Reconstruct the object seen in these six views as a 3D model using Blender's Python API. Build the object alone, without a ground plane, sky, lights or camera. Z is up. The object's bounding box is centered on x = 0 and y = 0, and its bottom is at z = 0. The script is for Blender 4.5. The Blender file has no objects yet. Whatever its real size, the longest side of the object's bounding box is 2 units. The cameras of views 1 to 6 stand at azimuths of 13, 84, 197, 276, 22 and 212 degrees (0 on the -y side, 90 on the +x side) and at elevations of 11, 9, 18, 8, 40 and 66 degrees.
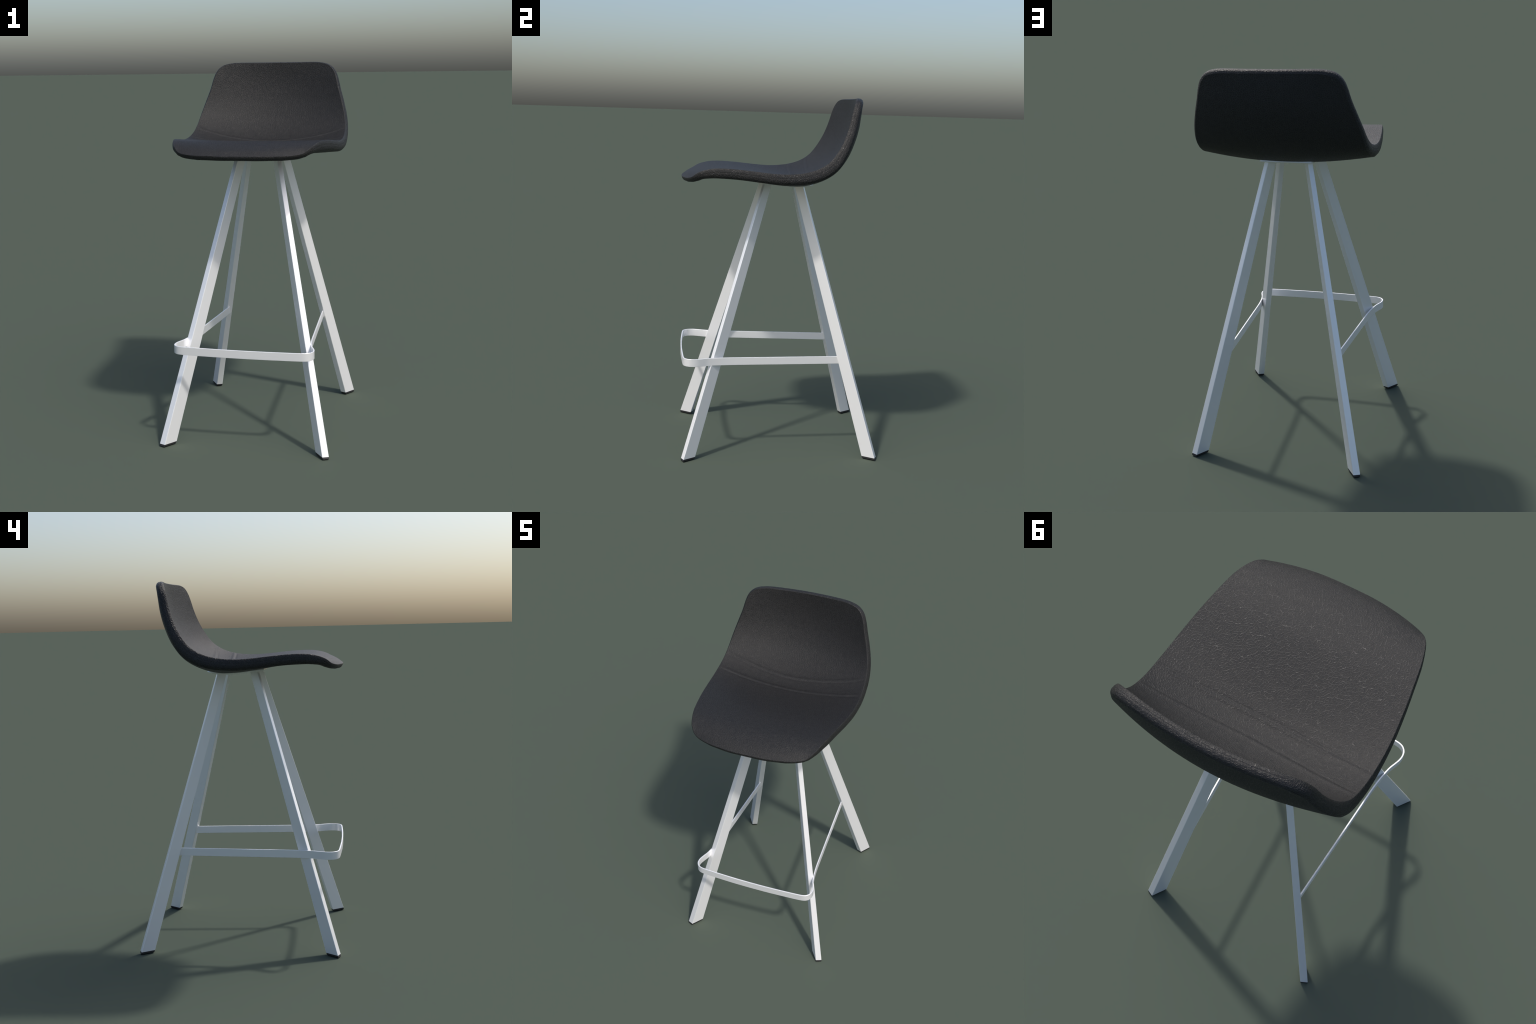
import bpy, bmesh, math
import numpy as np
from mathutils import Vector

# ------------------------------------------------------------------ helpers
def catmull(pts, n):
    """Points along a centripetal-free Catmull-Rom curve, n samples per span."""
    P = np.asarray(pts, float)
    P = np.vstack([2 * P[0] - P[1], P, 2 * P[-1] - P[-2]])
    out = []
    for i in range(1, len(P) - 2):
        t = np.linspace(0, 1, n, endpoint=False)[:, None]
        a, b, c, d = P[i - 1], P[i], P[i + 1], P[i + 2]
        out.append(0.5 * (2 * b + (c - a) * t + (2 * a - 5 * b + 4 * c - d) * t ** 2
                          + (3 * b - a - 3 * c + d) * t ** 3))
    out.append(P[-2][None])
    return np.vstack(out)

def arclen(P):
    return np.r_[0, np.cumsum(np.linalg.norm(np.diff(P, axis=0), axis=1))]

def resample(P, n, warp=None):
    s = arclen(P)
    t = np.linspace(0, 1, n) if warp is None else warp
    return np.stack([np.interp(t * s[-1], s, P[:, k]) for k in range(P.shape[1])], 1)

def smooth1(a, k):
    """Small running mean that keeps the two end values."""
    for _ in range(k):
        b = a.copy()
        b[1:-1] = (a[:-2] + 2 * a[1:-1] + a[2:]) / 4
        a = b
    return a

def mesh_object(name, verts, faces, mat, parent, smooth=True):
    me = bpy.data.meshes.new(name)
    me.from_pydata([tuple(map(float, v)) for v in verts], [], [tuple(int(i) for i in f) for f in faces])
    me.update()
    for p in me.polygons:
        p.use_smooth = smooth
    me.materials.append(mat)
    ob = bpy.data.objects.new(name, me)
    bpy.context.scene.collection.objects.link(ob)
    ob.parent = parent
    return ob

# ------------------------------------------------------------------ materials
def new_mat(name):
    m = bpy.data.materials.new(name)
    m.use_nodes = True
    nt = m.node_tree
    return m, nt, nt.nodes["Principled BSDF"]

def leather(name, base, rough, spec, grain, strength, fleck=1.0, panel=True):
    m, nt, b = new_mat(name)
    N, L = nt.nodes, nt.links
    tc = N.new("ShaderNodeTexCoord")
    # warp the coordinates a little so the pebbles are not regular
    nz = N.new("ShaderNodeTexNoise"); nz.inputs["Scale"].default_value = 38; nz.inputs["Detail"].default_value = 2
    L.new(tc.outputs["Object"], nz.inputs["Vector"])
    sub = N.new("ShaderNodeVectorMath"); sub.operation = "SUBTRACT"; sub.inputs[1].default_value = (.5, .5, .5)
    L.new(nz.outputs["Color"], sub.inputs[0])
    sc = N.new("ShaderNodeVectorMath"); sc.operation = "SCALE"; sc.inputs["Scale"].default_value = 0.016
    L.new(sub.outputs[0], sc.inputs[0])
    add = N.new("ShaderNodeVectorMath"); add.operation = "ADD"
    L.new(tc.outputs["Object"], add.inputs[0]); L.new(sc.outputs[0], add.inputs[1])
    vo = N.new("ShaderNodeTexVoronoi"); vo.feature = "DISTANCE_TO_EDGE"; vo.inputs["Scale"].default_value = grain
    if panel:                     # lay the grain out on the panel: across, and along the bend (y + z grows from lip to top)
        vo.voronoi_dimensions = "2D"
        sep = N.new("ShaderNodeSeparateXYZ"); L.new(add.outputs[0], sep.inputs[0])
        yz = N.new("ShaderNodeMath"); yz.operation = "ADD"
        L.new(sep.outputs["Y"], yz.inputs[0]); L.new(sep.outputs["Z"], yz.inputs[1])
        xs = N.new("ShaderNodeMath"); xs.operation = "MULTIPLY"; xs.inputs[1].default_value = 0.8
        L.new(sep.outputs["X"], xs.inputs[0])
        com = N.new("ShaderNodeCombineXYZ"); L.new(xs.outputs[0], com.inputs["X"]); L.new(yz.outputs[0], com.inputs["Y"])
        add = com
    L.new(add.outputs[0], vo.inputs["Vector"])
    pit = N.new("ShaderNodeMapRange"); pit.interpolation_type = "SMOOTHSTEP"
    pit.inputs["From Min"].default_value = 0.0; pit.inputs["From Max"].default_value = 0.15
    pit.inputs["To Min"].default_value = 1.0; pit.inputs["To Max"].default_value = 0.0
    L.new(vo.outputs["Distance"], pit.inputs["Value"])
    fine = N.new("ShaderNodeTexNoise"); fine.inputs["Scale"].default_value = 320; fine.inputs["Detail"].default_value = 3
    L.new(tc.outputs["Object"], fine.inputs["Vector"])
    big = N.new("ShaderNodeTexNoise"); big.inputs["Scale"].default_value = 55; big.inputs["Detail"].default_value = 3
    L.new(tc.outputs["Object"], big.inputs["Vector"])
    vein = N.new("ShaderNodeMath"); vein.operation = "MULTIPLY"          # ridges come and go
    bm = N.new("ShaderNodeMapRange"); bm.inputs["From Min"].default_value = .15; bm.inputs["From Max"].default_value = .52
    L.new(big.outputs["Fac"], bm.inputs["Value"])
    L.new(pit.outputs[0], vein.inputs[0]); L.new(bm.outputs[0], vein.inputs[1])
    h = N.new("ShaderNodeMath"); h.operation = "MULTIPLY_ADD"; h.inputs[1].default_value = 0.35
    L.new(fine.outputs["Fac"], h.inputs[0]); L.new(vein.outputs[0], h.inputs[2])
    bump = N.new("ShaderNodeBump"); bump.inputs["Strength"].default_value = strength; bump.inputs["Distance"].default_value = 0.0012
    L.new(h.outputs[0], bump.inputs["Height"])
    L.new(bump.outputs[0], b.inputs["Normal"])
    mix = N.new("ShaderNodeMix"); mix.data_type = "RGBA"
    mix.inputs["A"].default_value = (*base, 1)
    mix.inputs["B"].default_value = (*[c * (1 + 1.2 * fleck) for c in base], 1)
    L.new(vein.outputs[0], mix.inputs["Factor"])
    L.new(mix.outputs["Result"], b.inputs["Base Color"])
    rr = N.new("ShaderNodeMapRange")                                     # the pale raised net is glossier than the ground
    rr.inputs["To Min"].default_value = rough + .03; rr.inputs["To Max"].default_value = rough - .18
    L.new(vein.outputs[0], rr.inputs["Value"]); L.new(rr.outputs[0], b.inputs["Roughness"])
    b.inputs["Specular IOR Level"].default_value = spec
    return m

def brushed_metal():
    m, nt, b = new_mat("satin_aluminium")
    N, L = nt.nodes, nt.links
    tc = N.new("ShaderNodeTexCoord")
    mp = N.new("ShaderNodeMapping"); mp.inputs["Scale"].default_value = (1, 1, 0.06)
    L.new(tc.outputs["Object"], mp.inputs["Vector"])
    nz = N.new("ShaderNodeTexNoise"); nz.inputs["Scale"].default_value = 420; nz.inputs["Detail"].default_value = 2
    L.new(mp.outputs[0], nz.inputs["Vector"])
    mr = N.new("ShaderNodeMapRange"); mr.inputs["To Min"].default_value = 0.30; mr.inputs["To Max"].default_value = 0.40
    L.new(nz.outputs["Fac"], mr.inputs["Value"]); L.new(mr.outputs[0], b.inputs["Roughness"])
    bump = N.new("ShaderNodeBump"); bump.inputs["Strength"].default_value = 0.04; bump.inputs["Distance"].default_value = 0.0003
    L.new(nz.outputs["Fac"], bump.inputs["Height"]); L.new(bump.outputs[0], b.inputs["Normal"])
    b.inputs["Base Color"].default_value = (0.89, 0.89, 0.895, 1)
    b.inputs["Metallic"].default_value = 0.38
    return m

def rubber():
    m, nt, b = new_mat("black_rubber")
    N, L = nt.nodes, nt.links
    tc = N.new("ShaderNodeTexCoord")
    nz = N.new("ShaderNodeTexNoise"); nz.inputs["Scale"].default_value = 300
    L.new(tc.outputs["Object"], nz.inputs["Vector"])
    mr = N.new("ShaderNodeMapRange"); mr.inputs["To Min"].default_value = 0.5; mr.inputs["To Max"].default_value = 0.7
    L.new(nz.outputs["Fac"], mr.inputs["Value"]); L.new(mr.outputs[0], b.inputs["Roughness"])
    b.inputs["Base Color"].default_value = (0.012, 0.012, 0.013, 1)
    return m

LEATHER = leather("black_leather", (0.0130, 0.0128, 0.0127), 0.60, 0.32, 122, 0.50, 1.0)
LEATHER_EDGE = leather("black_leather_edge", (0.0130, 0.0128, 0.0127), 0.56, 0.34, 120, 0.8, 0.7, panel=False)
METAL = brushed_metal()
RUBBER = rubber()

# ------------------------------------------------------------------ the stool
stool = bpy.data.objects.new("bar_stool", None)
bpy.context.scene.collection.objects.link(stool)
stool["label"] = "bar stool with black leather shell seat and splayed metal legs"
stool["category"] = "bar stool"

# ---- seat shell: a sheet bent along a side profile and dished across.
# Each station: centre line (y, z), rim (half width, y, z), padding thickness.
STATIONS = [
    # centre y, z        rim x,    y,     z       thickness
    (-0.600, 1.516,     0.345, -0.600, 1.520,   0.038),
    (-0.557, 1.541,     0.350, -0.555, 1.544,   0.035),
    (-0.520, 1.567,     0.352, -0.515, 1.572,   0.037),
    (-0.470, 1.586,     0.356, -0.465, 1.593,   0.041),
    (-0.405, 1.599,     0.371, -0.400, 1.604,   0.049),
    (-0.332, 1.600,     0.390, -0.328, 1.607,   0.052),
    (-0.258, 1.596,     0.402, -0.256, 1.604,   0.052),
    (-0.187, 1.585,     0.413, -0.185, 1.598,   0.052),
    (-0.114, 1.572,     0.422, -0.113, 1.591,   0.052),
    (-0.040, 1.560,     0.429, -0.040, 1.586,   0.052),
    ( 0.034, 1.551,     0.432,  0.030, 1.587,   0.051),
    ( 0.111, 1.550,     0.432,  0.103, 1.597,   0.051),
    ( 0.188, 1.570,     0.429,  0.172, 1.619,   0.051),
    ( 0.259, 1.608,     0.423,  0.232, 1.659,   0.051),
    ( 0.327, 1.671,     0.410,  0.277, 1.718,   0.045),
    ( 0.370, 1.754,     0.391,  0.311, 1.783,   0.042),
    ( 0.393, 1.834,     0.369,  0.335, 1.851,   0.042),
    ( 0.404, 1.910,     0.349,  0.354, 1.923,   0.040),
    ( 0.408, 1.992,     0.335,  0.371, 1.994,   0.039),
    ( 0.410, 2.040,     0.325,  0.381, 2.042,   0.042),
]
ST = catmull(np.array(STATIONS), 24)
S_OF = arclen(ST[:, :2])                       # arc length along the centre line
S_OF = S_OF - np.interp(-0.557, ST[:, 0][:60], S_OF[:60])   # s = 0 at the front lip

def col(s, k):
    return np.interp(s, S_OF, ST[:, k])

SEAM_LOW = lambda x: col_s(10.50, 10.85, x)
SEAM_HIGH = lambda x: col_s(11.72, 12.42, x)
def col_s(st_mid, st_rim, x):
    """Arc length of a seam that runs from station st_mid (centre) to st_rim."""
    g = np.linspace(0, len(STATIONS) - 1, len(S_OF))
    a, b = np.interp(st_mid, g, S_OF), np.interp(st_rim, g, S_OF)
    return a + (b - a) * (np.abs(x) / 0.43) ** 1.7

def sheet(s, x):
    """Smooth padded surface: point for arc length s and offset x."""
    w = col(s, 2)
    f = (np.abs(x) / w) ** 2
    y = col(s, 0) + (col(s, 3) - col(s, 0)) * f
    # the front lip rolls down along its own bowed edge, so its corners droop
    recess = 0.044 * np.minimum((np.abs(x) / 0.31) ** 2.6, 1.1)
    fade = np.clip((-0.31 - y) / 0.195, 0, 1.15) ** 1.8
    z = col(s - recess * fade, 1) + (col(s, 4) - col(s, 1)) * f
    return np.stack([x + 0 * s, y, z], -1)

def frame(s, x, h=2e-3):
    ds = (sheet(s + h, x) - sheet(s - h, x)) / (2 * h)
    dx = (sheet(s, x + h) - sheet(s, x - h)) / (2 * h)
    n = np.cross(dx, ds)
    n /= np.linalg.norm(n, axis=-1, keepdims=True)
    return ds, dx, n

# outline of the panel on the sheet, right half, from front centre to top centre
sz = lambda z: np.interp(z, ST[-160:, 1], S_OF[-160:])
sy = lambda y: np.interp(y, ST[:400, 0], S_OF[:400])
HALF = [(sy(-.555), 0.0), (sy(-.553), .10), (sy(-.542), .19), (sy(-.527), .26), (sy(-.505), .317),
        (sy(-.469), .349), (sy(-.425), .367), (sy(-.375), .381)]
for k in range(5, 17):
    HALF.append((S_OF[k * 24], STATIONS[k][2]))
HALF += [(sz(1.895), .354), (sz(1.935), .341), (sz(1.962), .324), (sz(1.980), .301), (sz(1.990), .268),
         (sz(1.9945), .22), (sz(1.9945), .11), (sz(1.9945), 0.0)]
half = catmull(HALF, 30)
i_front = int(np.argmin(np.abs(half[:, 1] - .318) + 10 * (half[:, 0] > .2)))     # corner splits
i_top = int(np.argmin(np.abs(half[:, 1] - .315) + 10 * (half[:, 0] < .9)))
NU, NV = 420, 150          # rows along the profile, columns across
side_R = half[i_front:i_top + 1]
front = np.vstack([half[:i_front + 1][::-1] * [1, -1], half[1:i_front + 1]])
top = np.vstack([half[i_top:] * [1, -1], half[i_top:][::-1][1:]])

# rows are denser near the two seams
rows = np.linspace(0, 1, 4000)
sR = resample(side_R, 4000)
dens = 1 + 3.0 * np.exp(-((sR[:, 0] - SEAM_LOW(.43)) / .035) ** 2) + 3.0 * np.exp(-((sR[:, 0] - SEAM_HIGH(.43)) / .035) ** 2) \
    + 3.0 * np.exp(-((sR[:, 0] - SEAM_LOW(0)) / .035) ** 2) + 3.0 * np.exp(-((sR[:, 0] - SEAM_HIGH(0)) / .035) ** 2)
c = np.cumsum(dens); c = (c - c[0]) / (c[-1] - c[0])
tU = np.interp(np.linspace(0, 1, NU), c, rows)
tV = np.linspace(0, 1, NV)
eR = resample(side_R, NU, tU); eL = eR * [1, -1]
eF = resample(front, NV); eT = resample(top, NV)
u = np.linspace(0, 1, NU)
# blending parameter follows the actual s of the side so the rows stay straight
uu = ((eR[:, 0] - eR[0, 0]) / (eR[-1, 0] - eR[0, 0]))[:, None, None]
vv = tV[None, :, None]
G = (1 - vv) * eL[:, None] + vv * eR[:, None] + (1 - uu) * eF[None] + uu * eT[None] \
    - ((1 - uu) * (1 - vv) * eF[0] + (1 - uu) * vv * eF[-1] + uu * (1 - vv) * eT[0] + uu * vv * eT[-1])
S, X = G[..., 0], G[..., 1]

DS, DX, NRM = frame(S, X)
TOP = sheet(S, X)
# stitched seams: a narrow valley with a soft puffed lip on each side
def seam_relief(d):
    return -0.0013 * np.exp(-(d / .0070) ** 2) + 0.0021 * np.exp(-((d - .013) / .010) ** 2)
REL = (seam_relief(S - SEAM_LOW(X)) + seam_relief(S - SEAM_HIGH(X))) * (1 - np.minimum(np.abs(X) / col(S, 2), 1) ** 22)
TOPV = TOP + NRM * REL[..., None]
TH = col(S, 5) + (0.003 + 0.008 * np.exp(-((S - 0.80) / 0.20) ** 2)) * (X / col(S, 2)) ** 2   # padding is fuller at the sides of the bend
BOT = TOP - NRM * TH[..., None]

# boundary loop, counter-clockwise seen from above the seat
idx = np.arange(NU * NV).reshape(NU, NV)
loop = np.r_[idx[0, :-1], idx[:-1, -1], idx[-1, :0:-1], idx[:0:-1, 0]]
fl = lambda A: A.reshape(NU * NV, *A.shape[2:])
lp, ln, lth = fl(TOP)[loop], fl(NRM)[loop], fl(TH)[loop]
tan = np.roll(lp, -1, 0) - np.roll(lp, 1, 0)
for _ in range(6):
    tan = (np.roll(tan, 1, 0) + 2 * tan + np.roll(tan, -1, 0)) / 4
tan /= np.linalg.norm(tan, axis=1, keepdims=True)
out = np.cross(tan, ln)
out /= np.linalg.norm(out, axis=1, keepdims=True)
lrel = fl(REL)[loop]

# edge band profile: (outward, depth share) from the upper crease to the lower one
BAND = catmull([(0.0, 0.0), (.0020, .05), (.0038, .17), (.0050, .34), (.0047, .52), (.0028, .69), (-.0018, .86), (-.0120, 1.0)], 4)
piping = -0.0009 * np.exp(-((BAND[:, 1] - .42) / .04) ** 2)       # faint stitch line along the band
NB = len(BAND)
band = []
for (o, d), g in zip(BAND, piping):
    band.append(lp + out * (o + g) - ln * (d * lth[:, None]) + ln * (lrel * (1 - d))[:, None])
band = np.array(band)                                                # NB x loop

# bottom sheet is drawn in slightly so that it meets the lower crease
BOTV = BOT.copy()
flatB = BOTV.reshape(-1, 3)
shift = np.zeros_like(flatB)
shift[loop] = band[-1] - flatB[loop]
sh = shift.reshape(NU, NV, 3)
# spread the inward shift over the next cells from every side
J, I = np.meshgrid(np.arange(NV), np.arange(NU))
spread = np.zeros_like(sh)
wsum = np.zeros((NU, NV, 1))
x_edge = np.interp(S, eR[:, 0], eR[:, 1])
reach = 0.07
# distance (in metres) to each of four borders along the grid lines
dl = np.linalg.norm(TOP - TOP[:, :1], axis=-1); dr = np.linalg.norm(TOP - TOP[:, -1:], axis=-1)
df = np.linalg.norm(TOP - TOP[:1], axis=-1); dt = np.linalg.norm(TOP - TOP[-1:], axis=-1)
for dist, src in ((dl, sh[:, :1]), (dr, sh[:, -1:]), (df, sh[:1]), (dt, sh[-1:])):
    w = np.clip(1 - dist / reach, 0, 1)[..., None] ** 2
    w2 = w / (dist[..., None] + 1e-5)
    spread += src * w * w2; wsum += w2
spread = spread / np.maximum(wsum, 1e-9)
BOTV = BOTV + spread
BOTV.reshape(-1, 3)[loop] = band[-1]

# ---- split the top panel along the seams into lumbar strip, seat and backrest
quads = np.stack([idx[:-1, :-1], idx[:-1, 1:], idx[1:, 1:], idx[1:, :-1]], -1).reshape(-1, 4)
fs = fl(S); fx = fl(X)
qs, qx = fs[quads].mean(1), fx[quads].mean(1)
low, high = qs < SEAM_LOW(qx), qs > SEAM_HIGH(qx)
topn = fl(np.cross(np.gradient(TOPV, axis=1), np.gradient(TOPV, axis=0)))
topn /= np.linalg.norm(topn, axis=1, keepdims=True)
topv = fl(TOPV)

def part_from(name, verts, faces, normals, mat, parent):
    faces = np.asarray(faces)
    used, inv = np.unique(faces, return_inverse=True)
    ob = mesh_object(name, verts[used], inv.reshape(faces.shape), mat, parent)
    ob.data.normals_split_custom_set_from_vertices([tuple(map(float, n)) for n in normals[used]])
    return ob

part_from("seat", topv, quads[low], topn, LEATHER, stool)
part_from("lumbar_strip", topv, quads[~low & ~high], topn, LEATHER, stool)
part_from("backrest", topv, quads[high], topn, LEATHER, stool)

nl = len(loop)
bi = np.arange(NB * nl).reshape(NB, nl)
bq = np.stack([bi[:-1], bi[1:], np.roll(bi[1:], -1, 1), np.roll(bi[:-1], -1, 1)], -1).reshape(-1, 4)
mesh_object("edge_band", band.reshape(-1, 3), bq, LEATHER_EDGE, stool)
bot_n = fl(np.cross(np.gradient(BOTV, axis=0), np.gradient(BOTV, axis=1)))
bot_n /= np.linalg.norm(bot_n, axis=1, keepdims=True)
part_from("back_cover", fl(BOTV), quads[:, ::-1], bot_n, LEATHER, stool)

# ------------------------------------------------------------------ mounting plate under the seat
def under(s, x, depth):
    _, _, n = frame(s, x)
    return sheet(s, x) - n * (col(s, 5) + depth)[..., None]

def mounting_plate():
    a, b, wd, r = sy(-.118), sy(.168), .137, .018
    pts = []
    for cx, cs, a0 in ((wd - r, a + r, -90), (wd - r, b - r, 0), (-wd + r, b - r, 90), (-wd + r, a + r, 180)):
        for k in range(7):
            t = math.radians(a0 + 15 * k)
            pts.append((cs + r * math.sin(t), cx + r * math.cos(t)))
    pts = np.array(pts)
    cen = np.array([(a + b) / 2, 0.0])
    rings = [cen + (pts - cen) * f for f in np.linspace(0.05, 1, 12)]
    V, F = [], []
    m = len(pts)
    seq = [(r_, 0.001) for r_ in rings] + [(rings[-1], .0075), (cen + (rings[-1] - cen) * .99, .009)] \
        + [(r_, .009) for r_ in rings[::-1][1:]]
    for r_, d in seq:
        V.append(under(r_[:, 0], r_[:, 1], np.full(m, d)))
    V = np.vstack(V)
    for k in range(len(seq) - 1):
        for j in range(m):
            F.append((k * m + j, k * m + (j + 1) % m, (k + 1) * m + (j + 1) % m, (k + 1) * m + j))
    F.append(tuple(range(m))[::-1]); F.append(tuple(range((len(seq) - 1) * m, len(seq) * m)))
    me = mesh_object("mounting_plate", V, F, METAL, stool)
    bm = bmesh.new(); bm.from_mesh(me.data); bmesh.ops.recalc_face_normals(bm, faces=bm.faces); bm.to_mesh(me.data); bm.free()
    me.data.set_sharp_from_angle(angle=math.radians(35))
    return me
mounting_plate()

def under_z(x, y):
    """Height of the seat's underside above the point (x, y)."""
    s = np.linspace(sy(-.25), sy(.25), 300)
    p = under(s, np.full_like(s, x), np.full_like(s, .004))
    return float(np.interp(y, p[:, 1], p[:, 2]))

# ------------------------------------------------------------------ legs: flat tapered tubes, cut level at the floor
FOOT = 0.0135
def leg_section(centre, long_axis, short_axis, lean, z, shrink=0.207, radius=0.0022, seg=2, inset=0.0):
    c = np.array(centre) + np.array(lean) * z
    k = 1 - shrink * z
    l, s = np.array(long_axis) * k / 2, np.array(short_axis) * k / 2
    l = l * (1 - inset / np.linalg.norm(l)); s = s * (1 - inset / np.linalg.norm(s))
    rl, rs = radius / np.linalg.norm(l), radius / np.linalg.norm(s)
    pts = []
    for sl, ss, a0 in ((1, 1, 0), (-1, 1, 90), (-1, -1, 180), (1, -1, 270)):
        for j in range(seg + 1):
            t = math.radians(a0 + 90 * j / seg)
            pts.append(c + l * (sl * (1 - rl) + rl * math.cos(t)) + s * (ss * (1 - rs) + rs * math.sin(t)))
    return np.array(pts)

def tube(name, sections, mat, parent, flat=True):
    m = len(sections[0])
    V = np.vstack(sections)
    F = [(k * m + j, k * m + (j + 1) % m, (k + 1) * m + (j + 1) % m, (k + 1) * m + j)
         for k in range(len(sections) - 1) for j in range(m)]
    F.append(tuple(range(m))[::-1]); F.append(tuple(range((len(sections) - 1) * m, len(sections) * m)))
    ob = mesh_object(name, V, F, mat, parent)
    bm = bmesh.new(); bm.from_mesh(ob.data); bmesh.ops.recalc_face_normals(bm, faces=bm.faces); bm.to_mesh(ob.data); bm.free()
    ob.data.set_sharp_from_angle(angle=math.radians(30))
    if flat:
        for p in ob.data.polygons:
            p.use_smooth = False
    return ob

FRONT = dict(centre=(.4163, -.5023), long_axis=(-.0463, .0652), short_axis=(-.0328, -.0141), lean=(-.2117, .2848))
BACK = dict(centre=(.4160, .5170), long_axis=(-.0440, -.0655), short_axis=(-.0328, .0146), lean=(-.2112, -.2714))
for spec in (FRONT, BACK):
    for side in (1, -1):
        flip = lambda v: (v[0] * side, v[1])
        sp = {k: flip(v) for k, v in spec.items()}
        def sec(z, **kw):
            p = leg_section(z=z, **sp, **kw)
            return np.c_[p, np.full(len(p), z)]
        top0 = sec(1.49)
        for _ in range(4):      # slide every corner up its own edge until it meets the plate
            nz = np.array([under_z(p[0], p[1]) for p in top0])
            top0 = np.array([sec(z)[i] for i, z in enumerate(nz)])
        leg = tube("leg", [sec(FOOT), sec(.4), sec(.8), sec(1.2), top0], METAL, stool)
        cap = tube("foot_cap", [sec(0.0, inset=.0035), sec(.004, inset=.0006), sec(FOOT - .0008, inset=.0006),
                                sec(FOOT + .006, inset=.004)], RUBBER, leg)

# ------------------------------------------------------------------ footrest: one bent flat bar
PATH = [(0, -.5435), (.10, -.5425), (.20, -.539), (.29, -.5345), (.328, -.530), (.349, -.519), (.362, -.500), (.3655, -.478),
        (.3625, -.455), (.354, -.430), (.3435, -.402), (.3365, -.372), (.3292, -.330), (.3218, -.262), (.3134, -.13), (.3015, .06), (.2928, .20), (.2835, .349)]
rp = catmull(PATH, 10)
full = np.vstack([rp[::-1] * [-1, 1], rp[1:]])
tg = np.gradient(full, axis=0); tg /= np.linalg.norm(tg, axis=1, keepdims=True)
nr = np.c_[tg[:, 1], -tg[:, 0]]
Z0, Z1, T2, CH = .5145, .557, .0033, .0010
profile = [(T2 - CH, Z0), (T2, Z0 + CH), (T2, Z1 - CH), (T2 - CH, Z1), (-T2 + CH, Z1), (-T2, Z1 - CH), (-T2, Z0 + CH), (-T2 + CH, Z0)]
secs = [np.array([(p[0] + n[0] * o, p[1] + n[1] * o, z) for o, z in profile]) for p, n in zip(full, nr)]
tube("footrest", secs, METAL, stool, flat=False)
